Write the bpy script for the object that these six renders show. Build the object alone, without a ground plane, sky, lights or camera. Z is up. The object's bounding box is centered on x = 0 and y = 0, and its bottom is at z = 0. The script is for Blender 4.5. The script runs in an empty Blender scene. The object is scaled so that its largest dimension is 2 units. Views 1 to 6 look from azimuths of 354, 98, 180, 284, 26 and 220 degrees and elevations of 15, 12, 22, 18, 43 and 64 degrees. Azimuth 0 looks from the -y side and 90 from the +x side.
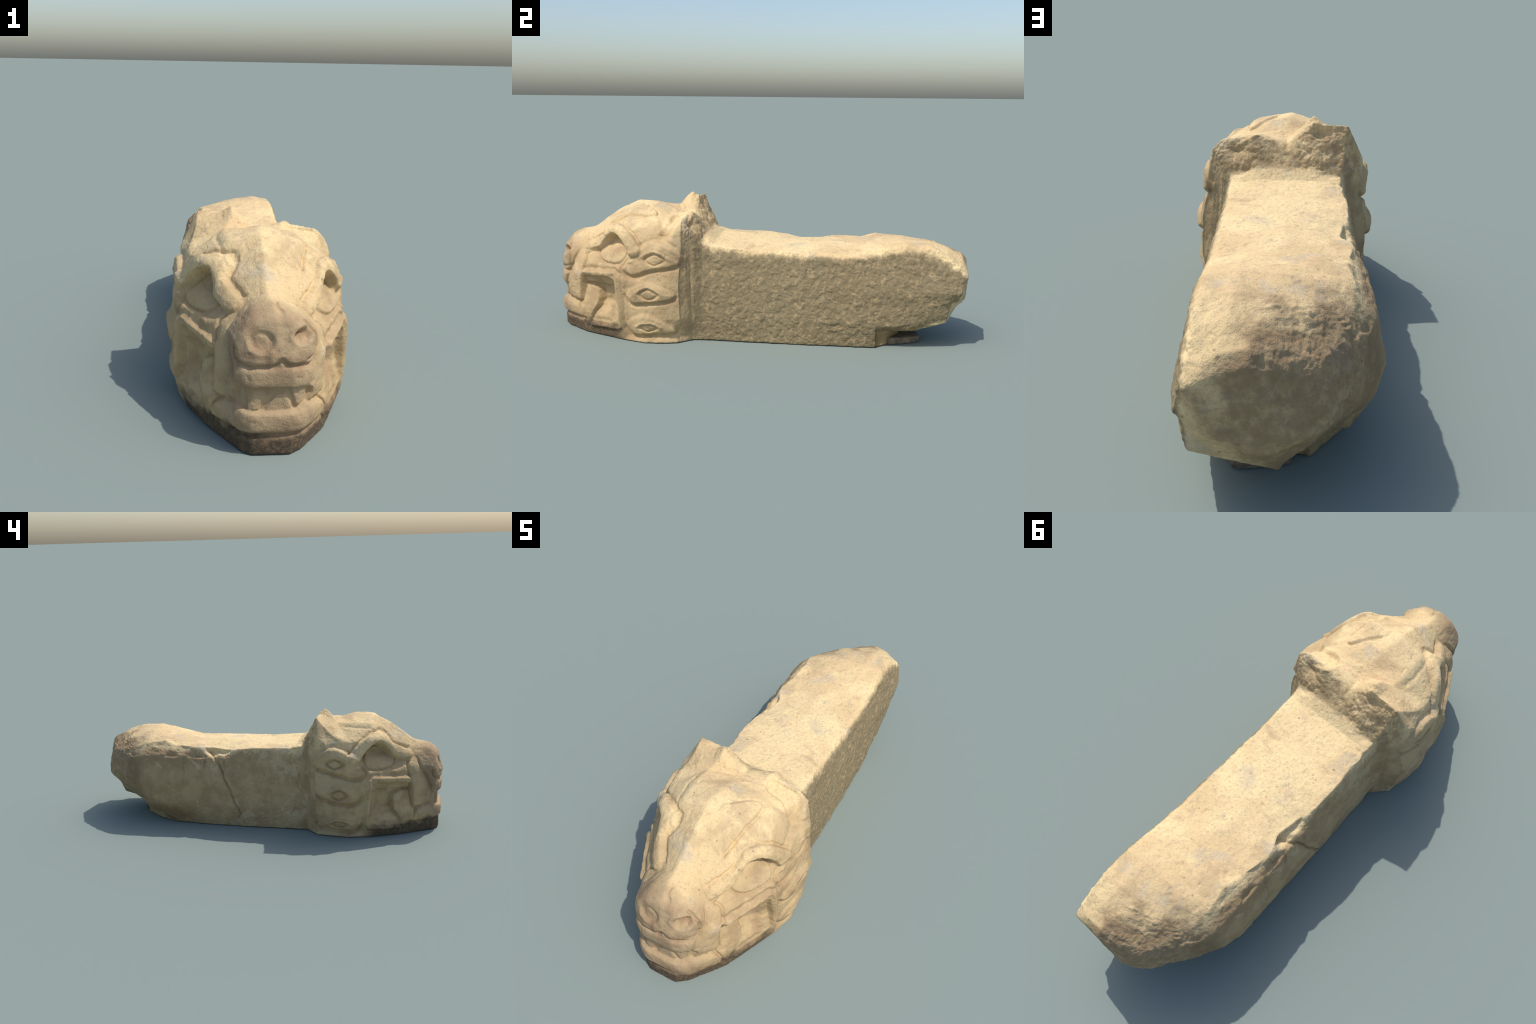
import bpy, bmesh, math
import numpy as np

# ------------------------------------------------------------------ rails
# The rough stone block is described by its long feature lines, like the lines
# of a boat: each rail is a list of (y, x, z) stations from muzzle to rear end.
CROWN = [(-.986,0,.34),(-.955,0,.447),(-.92,0,.472),(-.83,-.01,.5),(-.71,-.01,.589),(-.6,-.01,.64),(-.5,0,.636),
         (-.42,0,.606),(-.36,.0,.588),(-.32,.0,.578),(-.28,0,.555),(-.235,0,.505),(-.19,0,.472),(0,0,.46),(.2,0,.459),
         (.45,0,.461),(.6,0,.478),(.7,0,.495),(.8,.02,.492),(.9,.045,.463),(.969,.057,.438),(.992,.06,.41)]
R_TOP = [(-.986,.03,.34),(-.955,.055,.43),(-.92,.065,.456),(-.83,.06,.468),(-.71,.085,.544),(-.6,.115,.61),(-.5,.13,.604),
         (-.42,.12,.586),(-.36,.1,.594),(-.33,.1,.604),(-.3,.12,.604),(-.275,.12,.565),(-.235,.1,.5),(-.19,.1,.47),(0,.1,.453),
         (.45,.1,.453),(.6,.1,.48),(.7,.1,.5),(.82,.1,.498),(.9,.11,.472),(.969,.125,.425),(.992,.13,.385)]
R_EDGE = [(-.986,.05,.32),(-.955,.095,.40),(-.92,.105,.412),(-.86,.1,.43),(-.83,.1,.436),(-.71,.172,.522),(-.65,.205,.54),(-.6,.225,.54),(-.5,.245,.52),
          (-.42,.25,.53),(-.36,.24,.575),(-.33,.23,.588),(-.29,.215,.55),(-.235,.2,.466),(-.2,.195,.455),(0,.188,.442),
          (.45,.18,.437),(.6,.18,.468),(.7,.175,.49),(.82,.175,.485),(.9,.18,.445),(.96,.185,.39),(.992,.19,.355)]
R_SIDE = [(-.986,.058,.3),(-.955,.112,.36),(-.92,.135,.37),(-.83,.16,.385),(-.76,.184,.388),(-.69,.22,.388),(-.6,.27,.402),(-.5,.3,.42),
          (-.42,.298,.46),(-.36,.285,.515),(-.32,.272,.545),(-.28,.235,.5),(-.235,.212,.42),(-.2,.21,.415),(0,.208,.408),
          (.45,.204,.41),(.7,.202,.45),(.82,.2,.45),(.9,.2,.41),(.96,.2,.36),(.992,.196,.348)]
R_WAIST = [(-.986,.06,.25),(-.975,.09,.26),(-.955,.115,.28),(-.92,.135,.28),(-.83,.2,.3),(-.71,.263,.3),(-.6,.309,.3),(-.5,.334,.28),
           (-.42,.339,.27),(-.36,.335,.28),(-.318,.32,.28),(-.285,.242,.28),(-.235,.225,.28),(-.2,.223,.28),(0,.223,.28),
           (.45,.224,.28),(.7,.23,.28),(.82,.23,.28),(.9,.228,.28),(.965,.216,.274),(.992,.15,.27)]
R_LOW = [(-.986,.06,.12),(-.975,.09,.12),(-.955,.115,.13),(-.83,.2,.13),(-.71,.26,.13),(-.6,.304,.12),(-.5,.333,.12),(-.42,.333,.12),
         (-.36,.329,.12),(-.315,.318,.12),(-.28,.25,.12),(-.235,.229,.12),(-.2,.23,.12),(.45,.232,.12),(.585,.23,.105),
         (.7,.222,.115),(.82,.214,.15),(.9,.21,.195),(.96,.175,.22),(.992,.12,.23)]
R_BASE = [(-.986,.055,0),(-.955,.095,0),(-.83,.192,0),(-.71,.242,0),(-.6,.286,0),(-.5,.318,0),(-.42,.312,0),(-.34,.293,0),
          (-.28,.236,0),(-.2,.226,0),(.24,.225,0),(.585,.209,0),(.592,.205,.078),(.757,.2,.088),(.908,.193,.133),(.925,.165,.155),(.95,.13,.19),(.992,.08,.22)]
L_TOP = [(-.986,-.03,.34),(-.955,-.055,.43),(-.92,-.065,.455),(-.83,-.06,.467),(-.71,-.085,.54),(-.6,-.115,.61),(-.5,-.13,.61),
         (-.42,-.12,.607),(-.38,-.09,.65),(-.35,-.09,.676),(-.315,-.09,.655),(-.28,-.1,.595),(-.235,-.1,.512),(-.19,-.1,.475),
         (0,-.1,.464),(.2,-.1,.456),(.45,-.1,.46),(.57,-.1,.478),(.7,-.09,.485),(.82,-.07,.465),(.93,-.045,.41),(.969,-.01,.39),(.992,.02,.34)]
L_EDGE = [(-.986,-.06,.32),(-.955,-.095,.40),(-.92,-.105,.412),(-.86,-.1,.43),(-.83,-.097,.432),(-.71,-.152,.507),(-.65,-.185,.527),(-.6,-.218,.537),(-.5,-.25,.53),
          (-.42,-.25,.555),(-.36,-.225,.612),(-.315,-.215,.65),(-.28,-.205,.575),(-.235,-.192,.485),(-.17,-.19,.47),(.04,-.207,.464),
          (.12,-.204,.452),(.195,-.19,.44),(.29,-.172,.447),(.36,-.196,.455),(.43,-.2,.456),(.5,-.182,.456),(.57,-.168,.48),(.66,-.18,.47),(.757,-.175,.435),(.88,-.12,.4),
          (.93,-.093,.384),(.965,-.06,.34),(.992,-.02,.28)]
L_SIDE = [(-.986,-.062,.3),(-.955,-.115,.37),(-.92,-.135,.38),(-.83,-.152,.39),(-.76,-.175,.395),(-.69,-.213,.385),(-.6,-.265,.408),(-.5,-.305,.43),
          (-.42,-.3,.47),(-.36,-.278,.53),(-.32,-.262,.56),(-.28,-.24,.5),(-.235,-.215,.43),(-.2,-.212,.42),(.04,-.222,.42),
          (.2,-.222,.4),(.45,-.235,.41),(.57,-.24,.41),(.7,-.24,.4),(.8,-.205,.37),(.88,-.15,.35),(.94,-.11,.31),(.97,-.075,.29),(.992,-.03,.25)]
L_WAIST = [(-.986,-.065,.25),(-.975,-.093,.26),(-.955,-.12,.28),(-.92,-.13,.28),(-.83,-.19,.3),(-.71,-.262,.3),(-.6,-.31,.3),(-.5,-.335,.28),
           (-.42,-.339,.28),(-.36,-.337,.28),(-.315,-.328,.27),(-.28,-.245,.28),(-.235,-.225,.28),(0,-.235,.28),(.12,-.248,.28),(.4,-.266,.27),
           (.6,-.272,.26),(.69,-.27,.26),(.76,-.24,.27),(.85,-.185,.26),(.94,-.126,.24),(.97,-.08,.23),(.992,-.03,.22)]
L_LOW = [(-.986,-.065,.12),(-.975,-.09,.12),(-.955,-.112,.13),(-.83,-.2,.13),(-.71,-.26,.13),(-.6,-.305,.12),(-.5,-.332,.12),(-.36,-.33,.12),
         (-.315,-.316,.12),(-.28,-.242,.12),(-.2,-.232,.12),(0,-.238,.12),(.12,-.25,.12),(.4,-.263,.13),(.6,-.265,.14),(.69,-.25,.165),(.76,-.205,.18),(.85,-.15,.2),(.92,-.115,.215),
         (.96,-.07,.21),(.992,-.02,.22)]
L_BASE = [(-.986,-.06,0),(-.966,-.094,0),(-.8,-.193,0),(-.628,-.268,0),(-.5,-.3,0),(-.334,-.288,0),(-.26,-.223,0),(.1,-.235,0),
          (.283,-.236,0),(.5,-.225,0),(.585,-.2,0),(.592,-.215,.05),(.68,-.2,.06),(.75,-.135,.095),(.85,-.09,.125),(.9,-.065,.14),(.94,-.05,.19),(.992,0,.19)]
KEEL = [(-.986,0,0),(.585,0,0),(.592,0,.04),(.78,0,.055),(.916,-.02,.098),(.94,.0,.145),(.962,.02,.185),(.992,.04,.19)]
RAILS = [CROWN,R_TOP,R_EDGE,R_SIDE,R_WAIST,R_LOW,R_BASE,KEEL,L_BASE,L_LOW,L_WAIST,L_SIDE,L_EDGE,L_TOP]
# footing under the overhanging rear end
FOOT = [(.209,.58),(.161,.64),(.06,.70),(-.099,.732),(-.183,.612),(-.19,.56)]

VOXEL = .0036
Y_SCALE = 1.003        # stretches the block to its full two metres

def new_object(name, verts, faces, parent=None):
    me = bpy.data.meshes.new(name)
    me.from_pydata([tuple(v) for v in verts], [], faces)
    ob = bpy.data.objects.new(name, me)
    bpy.context.scene.collection.objects.link(ob)
    if parent: ob.parent = parent
    return ob

def loft(rails):
    """Skin the rails with flat facets and close both ends."""
    ys = sorted({round(p[0],4) for r in rails for p in r})
    n = len(rails); verts = []; faces = []
    for y in ys:
        for r in rails:
            a = np.array(r)
            verts.append((np.interp(y,a[:,0],a[:,1]), y*Y_SCALE, np.interp(y,a[:,0],a[:,2])))
    for i in range(len(ys)-1):
        for k in range(n):
            a = i*n+k; b = i*n+(k+1)%n
            faces.append((a,b,b+n)); faces.append((a,b+n,a+n))
    m = len(ys)-1
    for ring in (0, m):
        c = np.mean([verts[ring*n+k] for k in range(n)],axis=0); ci = len(verts); verts.append(tuple(c))
        for k in range(n):
            f = (ci, ring*n+(k+1)%n, ring*n+k)
            faces.append(f if ring==0 else f[::-1])
    return verts, faces

def prism(poly, z0, z1):
    n=len(poly)
    v=[(x,y,z0) for x,y in poly]+[(x,y,z1) for x,y in poly]
    f=[tuple(range(n))[::-1],tuple(range(n,2*n))]+[(k,(k+1)%n,n+(k+1)%n,n+k) for k in range(n)]
    return v,f

def build_block():
    v,f = loft(RAILS)
    pv,pf = prism(FOOT,0,.12)
    o=len(v); v=list(v)+pv; f=list(f)+[tuple(i+o for i in q) for q in pf]
    ob = new_object('block', v, f)
    bm=bmesh.new(); bm.from_mesh(ob.data); bmesh.ops.recalc_face_normals(bm,faces=bm.faces); bm.to_mesh(ob.data); bm.free()
    md=ob.modifiers.new('r','REMESH'); md.mode='VOXEL'; md.voxel_size=VOXEL
    dg=bpy.context.evaluated_depsgraph_get()
    me=bpy.data.meshes.new_from_object(ob.evaluated_get(dg))
    bpy.data.objects.remove(ob)
    return me

# ------------------------------------------------------------------ helpers
def smooth(a, b, t):
    t = np.clip((t-a)/(b-a),0,1); return t*t*(3-2*t)

def poly_sdf(poly, u, v):
    """Signed distance to a closed outline (negative inside)."""
    p = np.array(poly,float); q = np.roll(p,-1,axis=0)
    d = np.full(u.shape,1e9); inside = np.zeros(u.shape,bool)
    for (ax,ay),(bx,by) in zip(p,q):
        ex,ey=bx-ax,by-ay
        t=np.clip(((u-ax)*ex+(v-ay)*ey)/(ex*ex+ey*ey+1e-12),0,1)
        d=np.minimum(d,np.hypot(u-ax-t*ex,v-ay-t*ey))
        c=((ay>v)!=(by>v))
        with np.errstate(divide='ignore',invalid='ignore'):
            xi=ax+(v-ay)*ex/(ey if ey else 1e-12)
        inside ^= c&(u<xi)
    return np.where(inside,-d,d)

def rounded(poly, cuts=2):
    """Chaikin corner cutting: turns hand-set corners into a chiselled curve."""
    p=np.array(poly,float)
    for _ in range(cuts):
        q=np.roll(p,-1,axis=0)
        p=np.stack([.75*p+.25*q,.25*p+.75*q],1).reshape(-1,p.shape[1])
    return p

def bend(pts, cuts=2):
    """Corner cutting of an open line."""
    p=np.array(pts,float)
    for _ in range(cuts):
        a,c=p[:-1],p[1:]
        p=np.vstack([p[:1],np.stack([.75*a+.25*c,.25*a+.75*c],1).reshape(-1,p.shape[1]),p[-1:]])
    return p

def line_dist(pts, *xyz):
    """Distance to an open polyline, in two or three dimensions."""
    P=np.stack(xyz,1); pts=np.array(pts,float); d=np.full(len(P),1e9)
    for a,b in zip(pts[:-1],pts[1:]):
        e=b-a; t=np.clip(((P-a)@e)/(e@e+1e-12),0,1)
        d=np.minimum(d,np.linalg.norm(P-a-t[:,None]*e,axis=1))
    return d

def noise3(p, scale, seed=0):
    """Trilinear value noise in -1..1."""
    q=p*scale+seed*17.31+100; i=np.floor(q).astype(np.int64); f=q-i; f=f*f*(3-2*f)
    def h(a,b,c):
        n=(a*73856093)^(b*19349663)^(c*83492791)^(seed*2654435)
        n=(n^(n>>13))*1274126177; n=n^(n>>16)
        return (n&0xffff)/32767.5-1
    x,y,z=i.T; fx,fy,fz=f.T; r=0
    for dx in (0,1):
        for dy in (0,1):
            for dz in (0,1):
                r=r+h(x+dx,y+dy,z+dz)*(fx if dx else 1-fx)*(fy if dy else 1-fy)*(fz if dz else 1-fz)
    return r

def fractal(p, scale, seed=0, octaves=4, gain=.5):
    s=0;a=1;t=0
    for k in range(octaves):
        s=s+a*noise3(p,scale*2**k,seed+k); t+=a; a*=gain
    return s/t

# ------------------------------------------------------------------ carving
# The face is drawn on the unrolled wall of the head: s runs along the plan
# outline from the muzzle (0) backwards (right side positive), z is the height.
PLAN = [(0,-.986),(.06,-.986),(.115,-.955),(.14,-.92),(.21,-.83),(.265,-.71),(.305,-.6),(.33,-.5),(.332,-.42),(.325,-.2)]

def unroll(x, y):
    pl=np.array(PLAN); ax=np.abs(x); best=np.full(x.shape,1e9); s=np.zeros(x.shape); acc=0
    for a,b in zip(pl[:-1],pl[1:]):
        e=b-a; L=np.hypot(*e); t=np.clip(((ax-a[0])*e[0]+(y-a[1])*e[1])/(L*L),0,1)
        d=np.hypot(ax-a[0]-t*e[0],y-a[1]-t*e[1]); k=d<best
        best=np.where(k,d,best); s=np.where(k,acc+t*L,s); acc+=L
    pl_s=np.concatenate([[0],np.cumsum(np.hypot(*np.diff(pl,axis=0).T))])
    s=np.where(y>-.955,np.interp(y,pl[1:,1],pl_s[1:]),s)
    return s*np.sign(x)

EYE_BASIN = [(.27,.395),(.34,.412),(.39,.43),(.41,.46),(.442,.495),(.467,.505),(.51,.483),(.543,.447),(.565,.402),(.60,.388),(.5,.36),(.38,.36),(.29,.372)]
EYE_C, EYE_R = (.45,.427), (.088,.064)
BROW = [(.27,.402),(.30,.405),(.378,.422),(.405,.455),(.44,.492),(.467,.503),(.508,.48),(.54,.446),(.563,.406),(.578,.4),(.63,.424),
        (.615,.46),(.565,.508),(.51,.543),(.465,.55),(.42,.522),(.385,.482),(.31,.448),(.27,.43)]
MOUTH = [(.225,.28),(.38,.297),(.478,.304),(.487,.25),(.494,.17),(.497,.08),(.3,.07),(.25,.1),(.21,.15),(.2,.22)]
FRAME = [(.26,.303),(.38,.312),(.487,.32),(.499,.31),(.507,.2),(.511,.065),(.5,.056),(.31,.044)]
FANG = [(.25,.42),(.295,.38),(.275,.33),(.252,.27),(.248,.19),(.245,.152),(.19,.158),(.118,.168),(.14,.24),(.162,.29),(.2,.345)]
TONGUE = [(.195,.235),(.345,.243),(.367,.16),(.325,.1),(.305,.02),(.27,.02),(.268,.08),(.235,.14),(.195,.15)]
SCROLLS = [
    ([(.53,.358),(.57,.4),(.635,.437),(.687,.463),(.725,.46),(.77,.435),(.815,.408),(.815,.38),(.742,.366),(.66,.352),(.59,.324),(.545,.333)], (.692,.402,.045,.026)),
    ([(.545,.235),(.59,.277),(.67,.3),(.725,.276),(.79,.25),(.79,.222),(.69,.2),(.585,.187),(.553,.205)], (.665,.238,.042,.027)),
    ([(.543,.09),(.58,.118),(.645,.146),(.705,.12),(.79,.072),(.80,.045),(.7,.045),(.58,.028),(.55,.06)], (.66,.075,.042,.02))]
TEETH = [[(-.1,.24),(-.018,.24),(-.045,.15),(-.088,.148)], [(.008,.205),(.036,.205),(.068,.145),(-.032,.143)], [(.046,.24),(.125,.23),(.105,.165),(.08,.155)]]
NOSE_LINE = [(-.14,.35),(-.135,.325),(-.115,.305),(-.08,.298),(0,.301),(.02,.32),(.04,.303),(.1,.294),(.145,.288),(.163,.31),(.172,.36),(.165,.42)]
CURL = [(.12,-.715,.558),(.135,-.66,.574),(.148,-.61,.585),(.158,-.52,.588),(.155,-.47,.589),(.13,-.462,.6),(.105,-.49,.61),(.05,-.555,.625)]
CURL_PLATE = [(.115,-.72),(.148,-.61),(.16,-.52),(.156,-.47),(.13,-.462),(.1,-.49),(.04,-.56),(.03,-.65),(.06,-.71)]
EAR_CUP = [(.262,-.44),(.24,-.425),(.19,-.40),(.12,-.395),(.1,-.36),(.12,-.325),(.2,-.325),(.262,-.335),(.28,-.38)]
CRACK = [(.30,.445),(.255,.40),(.235,.36),(.225,.33),(.20,.27),(.165,.19),(.14,.13),(.125,.09),(.125,.035)]

def carve(co, nrm):
    """Return carved positions and a dictionary of part masks."""
    x,y,z = co.T; y = y/Y_SCALE
    n = nrm.copy()
    low = z<.03
    n[low,2] = np.maximum(n[low,2],0)*0
    n /= np.linalg.norm(n,axis=1)[:,None]+1e-9
    h = np.zeros(len(co)); part = {}
    s_all = unroll(x,y)
    face = smooth(-.285,-.315,y)*smooth(.93,.8,nrm[:,2])*smooth(-.8,-.5,nrm[:,2])
    wob = .004*noise3(co,14,5)
    for side in (1,-1):
        k = (x*side>0)&(y<-.27)
        u = side*s_all[k]; v = z[k].copy(); g = face[k]; H = h[k]
        if side<0:                       # the left half sits a little higher and further back
            u = u-.012; v = v-.016*smooth(.12,.28,v)
        u = u+wob[k]; v = v+.7*wob[k][::-1]
        def lay(mask, level):
            nonlocal H
            H = H*(1-mask*g)+level*mask*g
        def add(hh):
            nonlocal H
            H = H+hh*g
        # cheek ridge under the eye and back wall between the scrolls
        add(.008*np.exp(-(line_dist([(.25,.375),(.33,.348),(.47,.342),(.53,.352)],u,v)/.016)**2)*smooth(.28,.36,u))
        add(-.013*(1 if side>0 else 1.2)*smooth(.515,.56,u)*smooth(.85,.82,u)*smooth(.46,.40,v)*smooth(.0,.03,v))
        # eye basin, eyeball, brow
        d = poly_sdf(rounded(EYE_BASIN,1),u,v)
        lay(smooth(.005,-.005,d), -.003-(.048 if side>0 else .06)*smooth(.37,.49,v))
        r = ((np.abs(u-EYE_C[0])/EYE_R[0])**2.4+(np.abs(v-EYE_C[1])/EYE_R[1])**2.4)**(1/2.4)
        inside = smooth(.004,-.004,d)
        add(inside*smooth(1.03,.93,r)*(.004+.006*np.sqrt(np.clip(1-r*r,0,1))))
        add(-.008*inside*np.exp(-((r-.98)/.07)**2))
        ri = np.hypot((u-.455)/.05,(v-.462)/.032); add(-.004*inside*smooth(1.05,.85,ri))
        part.setdefault('eye',[]).append((k,(r<.97)&(d<0)))
        d = poly_sdf(rounded(BROW,1),u,v)
        add(smooth(.006,-.006,d)*(.005+.004*smooth(.27,.37,u)+.008*np.sqrt(np.clip(-d/.025,0,1))))
        add(-.010*np.exp(-(line_dist([(.30,.452),(.385,.49),(.42,.53),(.465,.558),(.515,.552),(.57,.514),(.625,.455)],u,v)/.006)**2))
        # the brow band runs on as an S over the upper scroll
        add(.011*np.exp(-(line_dist(bend([(.565,.418),(.6,.425),(.645,.452),(.69,.474),(.73,.468),(.78,.44),(.83,.405)]),u,v)/.013)**2))
        add(-.007*np.exp(-(line_dist(bend([(.6,.46),(.645,.482),(.69,.5),(.735,.492),(.79,.462)]),u,v)/.009)**2))
        part.setdefault('brow',[]).append((k,d<0))
        # scrolls on the cheek
        gain = 1 if side>0 else 1.35       # the shaded side is cut deeper
        for poly,(cu,cv,ru,rv) in SCROLLS:
            d = poly_sdf(rounded(poly,2),u,v)
            add(smooth(.011,-.010,d)*(.006+.009*np.sqrt(np.clip(-d/.045,0,1))))
            add(-.012*gain*np.exp(-((d-.009)/.009)**2)*smooth(cv+.01,cv-.03,v))
            r = (np.abs(u-cu)/ru)**1.25+(np.abs(v-cv)/rv)**1.6
            add(-.012*gain*np.exp(-((r-1)/.24)**2)-.004*smooth(1,.7,r)+.004*np.exp(-((r-1.7)/.35)**2)*smooth(cv-.01,cv+.01,v))
            part.setdefault('cheek_scroll',[]).append((k,d<0))
        # mouth frame, cavity, gum, tongue, fang
        add(.010*np.exp(-(line_dist(FRAME,u,v)/.008)**2)-.007*np.exp(-(line_dist([(.27,.326),(.38,.335),(.49,.342),(.522,.325),(.53,.2),(.534,.06)],u,v)/.008)**2))
        d = poly_sdf(rounded(MOUTH,1),u,v)
        deep = -.024-.014*smooth(.30,.25,v)-.014*smooth(.256,.246,v)
        deep = deep+.03*smooth(.155,.085,v)+.014*smooth(.17,.15,v)
        deep = deep*(.5+.5*smooth(.2,.34,u))*(1-.45*smooth(.435,.48,u))*(1+.3*np.exp(-((u-.40)/.05)**2))
        lay(smooth(.004,-.003,d), deep+.003*noise3(co[k],40,3))
        part.setdefault('mouth',[]).append((k,d<0))
        d = poly_sdf(rounded(TONGUE,1),u,v)
        lay(smooth(.007,-.007,d), -.036+.030*smooth(.24,.1,v)+.006*np.sqrt(np.clip(-d/.03,0,1)))
        add(-.008*np.exp(-((d-.005)/.006)**2)*smooth(.02,.05,v))
        part.setdefault('tongue',[]).append((k,d<0))
        d = poly_sdf(rounded(FANG,1),u,v)
        lay(smooth(.005,-.005,d)*smooth(.405,.35,v), .011*np.sqrt(np.clip(-d/.035,0,1))-.006)
        add(-.012*np.exp(-((d-.005)/.006)**2)*smooth(.42,.38,v))
        part.setdefault('fang',[]).append((k,d<0))
        h[k]=H
    # front of the muzzle
    k = y<-.72
    u = s_all[k]+.5*wob[k]; v = z[k]+.5*wob[k][::-1]; g = smooth(.93,.8,nrm[k,2])*smooth(-.8,-.5,nrm[k,2]); H = h[k]
    d = poly_sdf(rounded([(-.16,.20),(-.115,.226),(0,.23),(.115,.224),(.16,.195),(.13,.15),(0,.142),(-.13,.15)],1),u,v)
    m = smooth(.004,-.004,d)*g; H = H*(1-m)-.02*m
    for t in TEETH:
        dt = poly_sdf(t,u,v); m = smooth(.005,-.005,dt)*g*smooth(.004,-.004,d); H = H+.009*m
        part.setdefault('tooth',[]).append((k,(dt<0)&(d<0)))
    lip = np.clip(1-((v-(.112-.25*np.clip(np.abs(u)-.12,0,1)*.4))/.036)**2,0,1)*smooth(.285,.262,np.abs(u))
    H = H+.010*np.sqrt(lip)*g
    H = H-.012*np.exp(-((v-.068)/.008)**2)*smooth(.32,.25,np.abs(u))*g
    part.setdefault('lower_jaw',[]).append((k,(lip>0)|((v<.08)&(np.abs(u)<.32))))
    up = np.clip(1-((v-.262)/.034)**2,0,1)*smooth(.155,.125,np.abs(u-.01))
    H = H+.007*np.sqrt(up)*g
    part.setdefault('upper_lip',[]).append((k,up>0))
    H = H-.014*np.exp(-(line_dist(NOSE_LINE,u,v)/.007)**2)*g
    X,Yk,Zk = x[k],y[k],z[k]
    nose = smooth(.155,.11,np.abs(X-.012))*smooth(.29,.32,Zk)*smooth(-.83,-.9,Yk)
    H = H+.007*nose
    part.setdefault('nose',[]).append((k,(nose>.25)))
    r = np.sqrt(((X-.088)/.030)**2+((Zk-.385)/.027)**2); f = smooth(-.88,-.92,Yk)*(X>.02)
    H = H+f*(-.034*smooth(1.0,.75,r)*smooth(.352,.412,Zk)-.004*smooth(1.0,.75,r)+.005*np.exp(-((r-1.35)/.25)**2)*smooth(.36,.39,Zk))
    rw = np.sqrt(((X-.105)/.05)**2+((Zk-.372)/.05)**2); H = H-f*.007*np.exp(-((rw-1.2)/.12)**2)*(X>.10)
    r = np.sqrt(((X+.04)/.042)**2+((Zk-.375)/.036)**2); f = smooth(-.88,-.92,Yk)*(X<.03)
    H = H-f*.012*smooth(1.1,.6,r)+f*.004*noise3(co[k],45,8)*smooth(2,1,r)
    H = H-.006*smooth(.016,.004,np.abs(X-.005+.02*noise3(co[k],30,4)))*smooth(.43,.46,Zk)*smooth(-.87,-.9,Yk)   # worn cleft on the nose
    h[k]=H
    # bridge pinched in behind the nose
    for side in (1,-1):
        d = line_dist([(.165*side,-.86,.40),(.125*side,-.862,.45),(.08*side,-.85,.49)],x,y,z)
        h -= .012*np.exp(-(d/.022)**2)
    # forehead curls: crisp on the right, worn on the left
    d = line_dist(bend([c[:2] for c in CURL]),x,y); dp = poly_sdf(rounded(CURL_PLATE,1),x,y)
    top = smooth(.2,.5,nrm[:,2])*smooth(.5,.53,z)
    h += top*(-.010*np.exp(-(d/.0065)**2)+.007*np.exp(-np.clip(d-.004,0,1)/.03)*smooth(.004,-.004,dp))
    d = line_dist([(-a,b) for a,b,c in CURL[:5]],x,y); h -= top*.004*np.exp(-(d/.008)**2)
    part['forehead_curl']=[(top>.5,(dp<0)[top>.5])]
    # hollow ear cups
    d = poly_sdf(rounded(EAR_CUP,1),x,y); up_ = smooth(.1,.4,nrm[:,2])
    h -= up_*.018*smooth(.005,-.012,d)
    d = np.sqrt(((x-.245)/.05)**2+((y+.41)/.045)**2+((z-.505)/.04)**2); h -= .026*np.exp(-d*d)
    d = poly_sdf([(-a,b) for a,b in EAR_CUP],x,y); h -= up_*.008*smooth(.01,-.03,d)
    part['ear']=[((y<-.25)&(y>-.45)&(z>.5),((poly_sdf([(.08,-.42),(.29,-.45),(.3,-.25),(.06,-.25)],x,y)<0)|(poly_sdf([(-.05,-.41),(-.29,-.45),(-.3,-.25),(-.03,-.25)],x,y)<0))[(y<-.25)&(y>-.45)&(z>.5)])]
    # crack and chips on the left flank of the block
    left = smooth(.3,.6,-nrm[:,0])*(y>-.2)
    d = line_dist([(a,b) for a,b in CRACK],y+.016*fractal(co,18,6,3),z)
    h -= left*(.010*np.exp(-(d/.0045)**2)+.010*np.exp(-(line_dist(CRACK[:4],y,z)/.018)**2))
    # ---------------- grain: polished top, hammered flanks, broken rear and ear backs
    nx,ny,nz = nrm.T
    flank = smooth(.45,.8,nx)*smooth(-.26,-.2,y)
    lflank = smooth(.45,.8,-nx)*smooth(-.26,-.2,y)
    rear = smooth(.72,.82,y)*smooth(.97,.9,nz)*smooth(.09,.0,x)+.4*smooth(.3,.7,ny)*smooth(.7,.8,y)
    rear = np.clip(rear,0,1)
    back = smooth(.15,.45,ny)*smooth(-.38,-.34,y)*smooth(-.2,-.24,y)*smooth(.45,.5,z)
    warp = co+.018*np.stack([fractal(co,22,70+i,2) for i in range(3)],1)
    rough = fractal(warp,46,11,3,.8); coarse = fractal(warp,7,21,4,.6); ridged = 1-2.2*np.abs(fractal(warp,15,31,4,.7))
    h += .0012*fractal(co,80,41,2)+.0015*fractal(co,30,43,2)+.002*fractal(co,8,51,2)
    pits = noise3(co,62,61); h -= .0022*smooth(.55,.85,pits)
    h += flank*(.0055*rough+.0015*ridged+.005*coarse)
    h += lflank*(.0035*rough+.009*coarse+.002*ridged)
    h += rear*smooth(-.3,0,nz)*(.005*rough+.004*ridged+.006*coarse)
    back = back*(.3+.7*smooth(.03,.09,np.abs(x-.03)))
    h += back*(.006*rough+.005*ridged+.010*coarse-.004)
    for px,pz,py in ((.19,.555,-.285),(-.12,.62,-.312)):
        h -= .022*np.exp(-(((x-px)/.035)**2+((y-py)/.03)**2+((z-pz)/.028)**2))
    chip = smooth(.25,.45,-nx)*smooth(.2,.45,nz)*smooth(-.22,-.1,y)*smooth(.8,.65,y)
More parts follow.
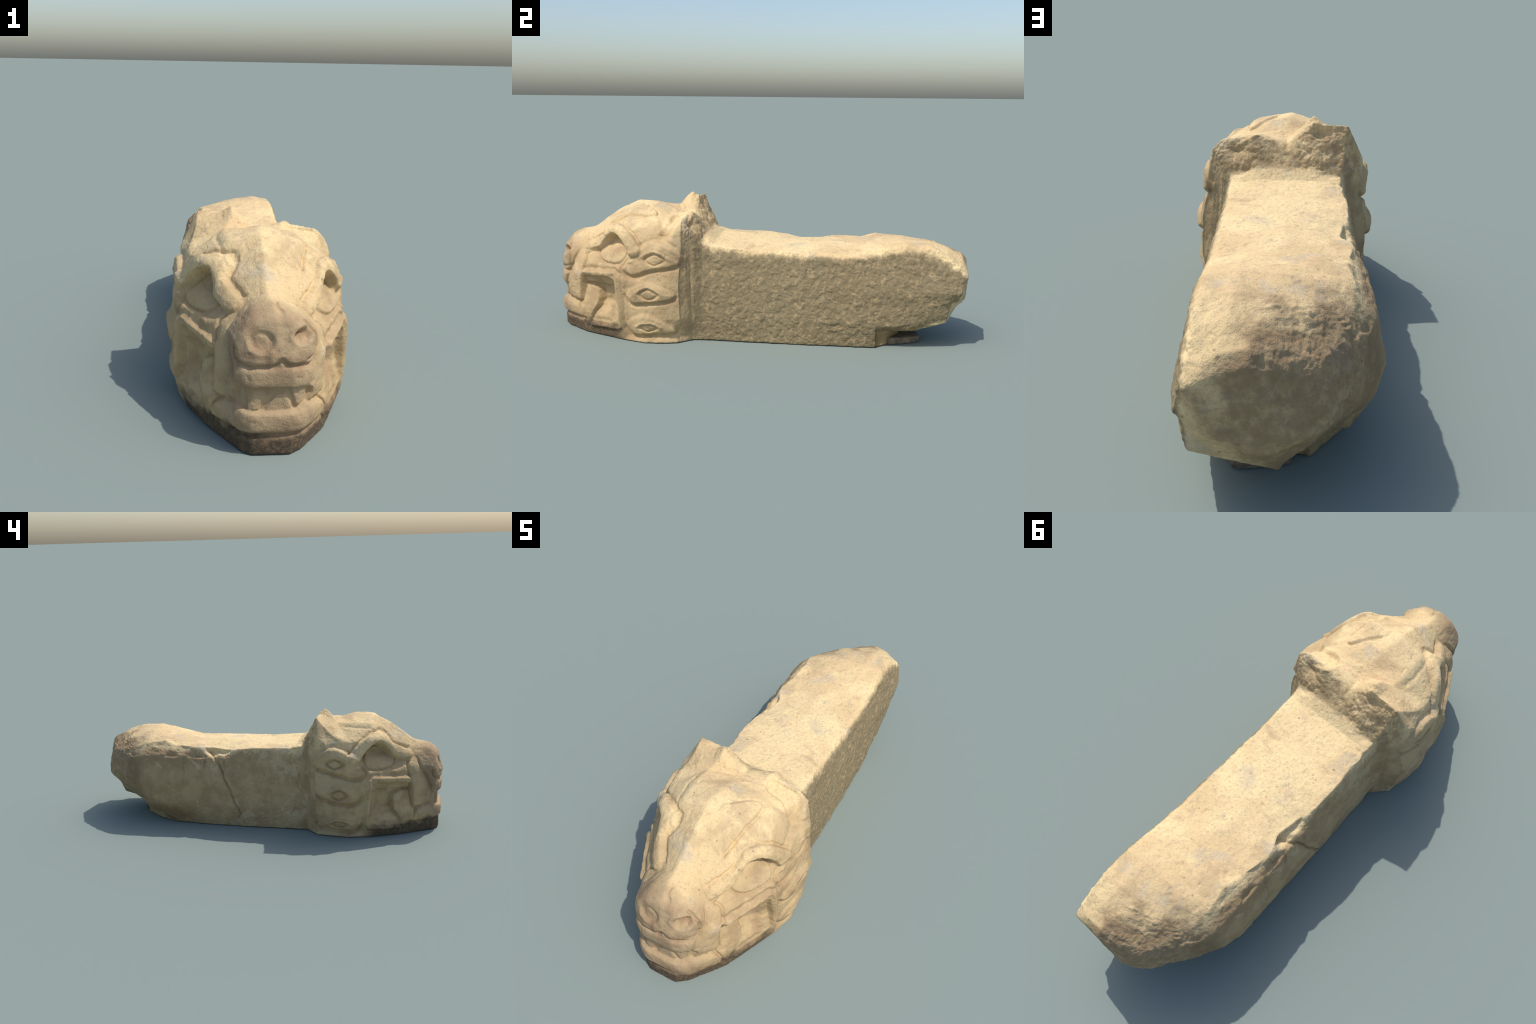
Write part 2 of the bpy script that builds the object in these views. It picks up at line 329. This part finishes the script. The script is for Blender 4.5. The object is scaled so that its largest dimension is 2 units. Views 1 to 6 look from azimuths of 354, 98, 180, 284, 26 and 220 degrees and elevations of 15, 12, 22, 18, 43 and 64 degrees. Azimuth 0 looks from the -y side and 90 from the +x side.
    h -= .016*chip*smooth(.0,.6,noise3(co,13,91))
    bottom = smooth(-.95,-.8,nrm[:,2])*1.0
    bottom = np.where(z<.02,bottom,1)
    out = co+n*(h*bottom)[:,None]
    out[:,2] = np.maximum(out[:,2],0)
    return out, part

def vertex_normals(me):
    a=np.empty(len(me.vertices)*3); me.vertices.foreach_get('co',a)
    b=np.empty(len(me.vertices)*3); me.vertex_normals.foreach_get('vector',b)
    return a.reshape(-1,3),b.reshape(-1,3)

def relax(arr, edges, n, k=.5):
    """Average with the neighbours n times."""
    deg=np.bincount(edges.ravel(),minlength=len(arr)).astype(float)[:,None]
    for _ in range(n):
        acc=np.stack([np.bincount(edges[:,0],arr[edges[:,1],c],len(arr))+np.bincount(edges[:,1],arr[edges[:,0],c],len(arr)) for c in range(arr.shape[1])],1)
        arr=(1-k)*arr+k*acc/deg
    return arr

# ------------------------------------------------------------------ material
def stone_material():
    m=bpy.data.materials.new('weathered_limestone'); m.use_nodes=True
    nt=m.node_tree; N=nt.nodes; L=nt.links; bs=N['Principled BSDF']
    def node(t,**kw):
        o=N.new(t)
        for k,v in kw.items(): setattr(o,k,v)
        return o
    tc=node('ShaderNodeTexCoord'); P=tc.outputs['Object']
    sep=node('ShaderNodeSeparateXYZ'); L.new(P,sep.inputs[0])
    X,Y,Z=sep.outputs
    def math(op,a,b=None,c=None):
        o=node('ShaderNodeMath',operation=op)
        for i,v in enumerate((a,b,c)):
            if v is None: continue
            if isinstance(v,(int,float)): o.inputs[i].default_value=v
            else: L.new(v,o.inputs[i])
        return o.outputs[0]
    def ramp(v,a,b):
        o=node('ShaderNodeMapRange',interpolation_type='SMOOTHSTEP')
        L.new(v,o.inputs[0]); o.inputs[1].default_value=a; o.inputs[2].default_value=b
        return o.outputs[0]
    def noise(scale,detail=4,rough=.6,dist=0):
        o=node('ShaderNodeTexNoise'); o.inputs['Scale'].default_value=scale; o.inputs['Detail'].default_value=detail
        o.inputs['Roughness'].default_value=rough; o.inputs['Distortion'].default_value=dist
        L.new(P,o.inputs['Vector']); return o.outputs['Fac']
    def mix(fac,a,b,blend='MIX'):
        o=node('ShaderNodeMix',data_type='RGBA',blend_type=blend)
        if isinstance(fac,(int,float)): o.inputs[0].default_value=fac
        else: L.new(fac,o.inputs[0])
        for i,v in ((6,a),(7,b)):
            if isinstance(v,tuple): o.inputs[i].default_value=(*v,1)
            else: L.new(v,o.inputs[i])
        return o.outputs[2]
    mul=lambda a,b: math('MULTIPLY',a,b)
    big=noise(3.2,3); mid=noise(11,4); fine=noise(70,3,.65); grain=noise(240,2,.6)
    col=mix(ramp(big,.38,.62),(.80,.62,.335),(.68,.50,.265))
    col=mix(mul(ramp(mid,.5,.7),.5),col,(.70,.49,.285))
    col=mix(mul(ramp(fine,.5,.7),.5),col,(.46,.335,.205))
    col=mix(mul(ramp(grain,.52,.72),.5),col,(.38,.27,.165))
    blot=noise(5.5,6,.65,.5)
    col=mix(mul(ramp(blot,.52,.64),.55),col,(.44,.32,.18))
    grey=noise(8.5,5,.6,.3)
    col=mix(mul(ramp(grey,.56,.66),.45),col,(.47,.41,.31))
    # carved head: sides tinted tan for their baked-in shade, forehead left mostly cream
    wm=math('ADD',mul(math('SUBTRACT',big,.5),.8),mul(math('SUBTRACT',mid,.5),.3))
    head_shade=mul(ramp(math('ADD',Z,wm),.56,.40),ramp(math('ADD',Y,mul(wm,.15)),-.23,-.28))
    col=mix(mul(head_shade,.8),col,mix(ramp(mid,.4,.62),(.45,.325,.175),(.33,.225,.12)))
    # flanks of the long block: side shade painted in as darker mottled colour
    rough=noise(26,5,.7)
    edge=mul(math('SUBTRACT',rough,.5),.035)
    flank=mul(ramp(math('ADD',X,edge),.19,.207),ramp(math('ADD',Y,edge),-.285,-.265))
    lflank=mul(ramp(math('ADD',X,edge),-.2,-.216),ramp(math('ADD',Y,edge),-.285,-.265))
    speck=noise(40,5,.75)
    col=mix(mul(lflank,.85),col,mix(ramp(mid,.35,.65),(.42,.30,.16),(.31,.21,.11)))
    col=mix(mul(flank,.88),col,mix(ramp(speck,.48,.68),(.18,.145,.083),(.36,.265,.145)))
    # pale scuffs and brown runs on the left flank
    mp=node('ShaderNodeMapping'); mp.inputs['Scale'].default_value=(1,1,.22); L.new(P,mp.inputs['Vector'])
    run=node('ShaderNodeTexNoise'); run.inputs['Scale'].default_value=26; run.inputs['Detail'].default_value=4; L.new(mp.outputs[0],run.inputs['Vector'])
    col=mix(mul(lflank,mul(ramp(run.outputs['Fac'],.58,.68),mul(ramp(Z,.22,.36),.6))),col,(.22,.145,.085))
    scuff=noise(7,5,.7,.8)
    col=mix(mul(lflank,mul(ramp(scuff,.57,.63),.55)),col,(.56,.45,.28))
    # rear end: base colour darkened to hold the shadow on the back face
    d=math('ADD',math('SUBTRACT',Y,mul(X,.9)),mul(math('SUBTRACT',mid,.5),.35))
    rear=mul(ramp(d,.80,.92),ramp(Y,.66,.74))
    col=mix(mul(rear,math('ADD',mul(ramp(rough,.3,.6),.3),.55)),col,(.25,.17,.095))
    # brown earth stain at the foot of the left rear
    f=math('ADD',Z,mul(math('SUBTRACT',mid,.5),.16))
    stain=math('MAXIMUM',mul(mul(ramp(f,.13,.06),ramp(Y,.3,.5)),ramp(X,0,-.06)),mul(ramp(f,.11,.06),ramp(Y,.56,.6)))
    col=mix(mul(stain,.7),col,(.20,.125,.05))
    # ear backs: browner broken stone
    g=math('ADD',Y,mul(math('SUBTRACT',mid,.5),.06))
    ear=mul(mul(ramp(g,-.33,-.30),ramp(g,-.22,-.25)),ramp(Z,.46,.50))
    col=mix(mul(ear,mul(ramp(rough,.35,.6),.7)),col,(.30,.205,.105))
    # muzzle: brown mixed in for the original's baked shading at the front
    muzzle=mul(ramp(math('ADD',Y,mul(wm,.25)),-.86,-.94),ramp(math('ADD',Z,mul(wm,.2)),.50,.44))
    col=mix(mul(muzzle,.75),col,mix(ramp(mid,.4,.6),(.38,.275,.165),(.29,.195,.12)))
    # grimy foot of the jaw
    e=math('ADD',Z,mul(math('SUBTRACT',mid,.5),.12))
    grime=mul(ramp(e,.09,.045),ramp(Y,-.56,-.66))
    col=mix(mul(grime,.85),col,mix(ramp(fine,.4,.65),(.03,.025,.02),(.10,.066,.042)))
    # dark line of the crack
    cl=math('ABSOLUTE',math('ADD',math('SUBTRACT',Y,math('ADD',mul(Z,.42),.085)),mul(math('SUBTRACT',mid,.5),.05)))
    ck=mul(mul(ramp(cl,.006,.002),ramp(X,-.14,-.18)),mul(ramp(Y,-.1,0),ramp(Z,.40,.36)))
    col=mix(mul(ck,.35),col,(.13,.085,.05))
    # dark pits
    vo=node('ShaderNodeTexVoronoi'); vo.inputs['Scale'].default_value=34; L.new(P,vo.inputs['Vector'])
    pit=mul(ramp(vo.outputs['Distance'],.2,.1),ramp(noise(9,2),.52,.62))
    col=mix(mul(pit,.6),col,(.22,.15,.09))
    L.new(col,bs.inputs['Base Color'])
    bs.inputs['Roughness'].default_value=.92
    bs.inputs['Specular IOR Level'].default_value=.2
    b1=node('ShaderNodeBump'); b1.inputs['Strength'].default_value=.6; b1.inputs['Distance'].default_value=.005
    L.new(math('ADD',fine,mul(grain,.5)),b1.inputs['Height'])
    b2=node('ShaderNodeBump'); b2.inputs['Strength'].default_value=.5; b2.inputs['Distance'].default_value=.008
    L.new(mul(math('SUBTRACT',rough,.5),math('ADD',mul(math('MAXIMUM',flank,rear),1.0),.1)),b2.inputs['Height'])
    L.new(b1.outputs[0],b2.inputs['Normal']); L.new(b2.outputs[0],bs.inputs['Normal'])
    return m

def slab_material():
    m=bpy.data.materials.new('dark_wedge_stone'); m.use_nodes=True; N=m.node_tree.nodes; L=m.node_tree.links
    tc=N.new('ShaderNodeTexCoord'); n=N.new('ShaderNodeTexNoise'); n.inputs['Scale'].default_value=30; n.inputs['Detail'].default_value=5
    r=N.new('ShaderNodeValToRGB'); r.color_ramp.elements[0].color=(.10,.075,.05,1); r.color_ramp.elements[1].color=(.24,.18,.12,1)
    r.color_ramp.elements[0].position=.35; r.color_ramp.elements[1].position=.65
    L.new(tc.outputs['Object'],n.inputs['Vector']); L.new(n.outputs['Fac'],r.inputs[0]); L.new(r.outputs[0],N['Principled BSDF'].inputs['Base Color'])
    N['Principled BSDF'].inputs['Roughness'].default_value=.9
    return m

# ------------------------------------------------------------------ assembly
def build():
    me=build_block()
    co,_=vertex_normals(me)
    ed=np.empty(len(me.edges)*2,np.int64); me.edges.foreach_get('vertices',ed); ed=ed.reshape(-1,2)
    co=relax(co,ed,3)
    soft=relax(co,ed,16); w=smooth(-.38,-.46,co[:,1])*smooth(.03,.06,co[:,2]); co=co+(soft-co)*w[:,None]   # the head is worn rounder than the block
    me.vertices.foreach_set('co',co.ravel()); me.update()
    _,nr=vertex_normals(me)
    nr=relax(nr,ed,18); nr/=np.linalg.norm(nr,axis=1)[:,None]
    co,part=carve(co,nr)
    co=relax(co,ed,1,.3); co[:,2]=np.maximum(co[:,2],0)
    me.vertices.foreach_set('co',co.ravel()); me.update()
    _,final=vertex_normals(me)
    # label every vertex with the part it belongs to
    names=['body_block','head']
    lab=np.where(co[:,1]<-.262,1,0)
    for name in ('cheek_scroll','forehead_curl','ear','brow','eye','nose','upper_lip','lower_jaw','mouth','tooth','tongue','fang'):
        names.append(name)
        for k,m in part[name]:
            idx=np.nonzero(k)[0][m]; idx=idx[co[idx,1]<-.262]
            lab[idx]=len(names)-1
    quads=np.array([p.vertices[:] for p in me.polygons])
    flab=lab[quads[:,0]]; cent=co[quads].mean(1)
    root=bpy.data.objects.new('serpent_head_sculpture',None); bpy.context.scene.collection.objects.link(root)
    root['label']='weathered carved stone serpent head with long block body'; root['category']='statue'
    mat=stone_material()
    def split(name,face_ids):
        if len(face_ids)<4: return
        q=quads[face_ids]; ids,inv=np.unique(q,return_inverse=True)
        ob=new_object(name,co[ids],inv.reshape(-1,4).tolist(),root)
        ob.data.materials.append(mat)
        ob.data.polygons.foreach_set('use_smooth',[True]*len(ob.data.polygons))
        ob.data.normals_split_custom_set_from_vertices([tuple(v) for v in final[ids]])
    paired={'ear','brow','eye','mouth','tongue','fang'}
    for i,name in enumerate(names):
        f=flab==i
        if name in paired:
            split(name,np.nonzero(f&(cent[:,0]>0))[0]); split(name,np.nonzero(f&(cent[:,0]<=0))[0])
        elif name=='cheek_scroll':
            for sx in (1,-1):
                for a,b in ((.32,1),(.165,.32),(0,.165)):
                    split(name,np.nonzero(f&(cent[:,0]*sx>0)&(cent[:,2]>=a)&(cent[:,2]<b))[0])
        elif name=='tooth':
            for a,b in ((-1,-.034),(-.034,.047),(.047,1)): split(name,np.nonzero(f&(cent[:,0]>=a)&(cent[:,0]<b))[0])
        else: split(name,np.nonzero(f)[0])
    # loose slab wedged under the rear end
    v,fc=prism([(.154,.644),(.14,.712),(.095,.798),(.07,.797),(-.05,.77),(-.06,.70),(.05,.66)],0,.031)
    slab=new_object('wedge_slab',v,fc,root)
    bm=bmesh.new(); bm.from_mesh(slab.data); bmesh.ops.recalc_face_normals(bm,faces=bm.faces)
    bmesh.ops.bevel(bm,geom=bm.edges[:],offset=.003,segments=2,affect='EDGES'); bm.to_mesh(slab.data); bm.free()
    slab.data.materials.append(slab_material())
    bpy.data.meshes.remove(me)
build()
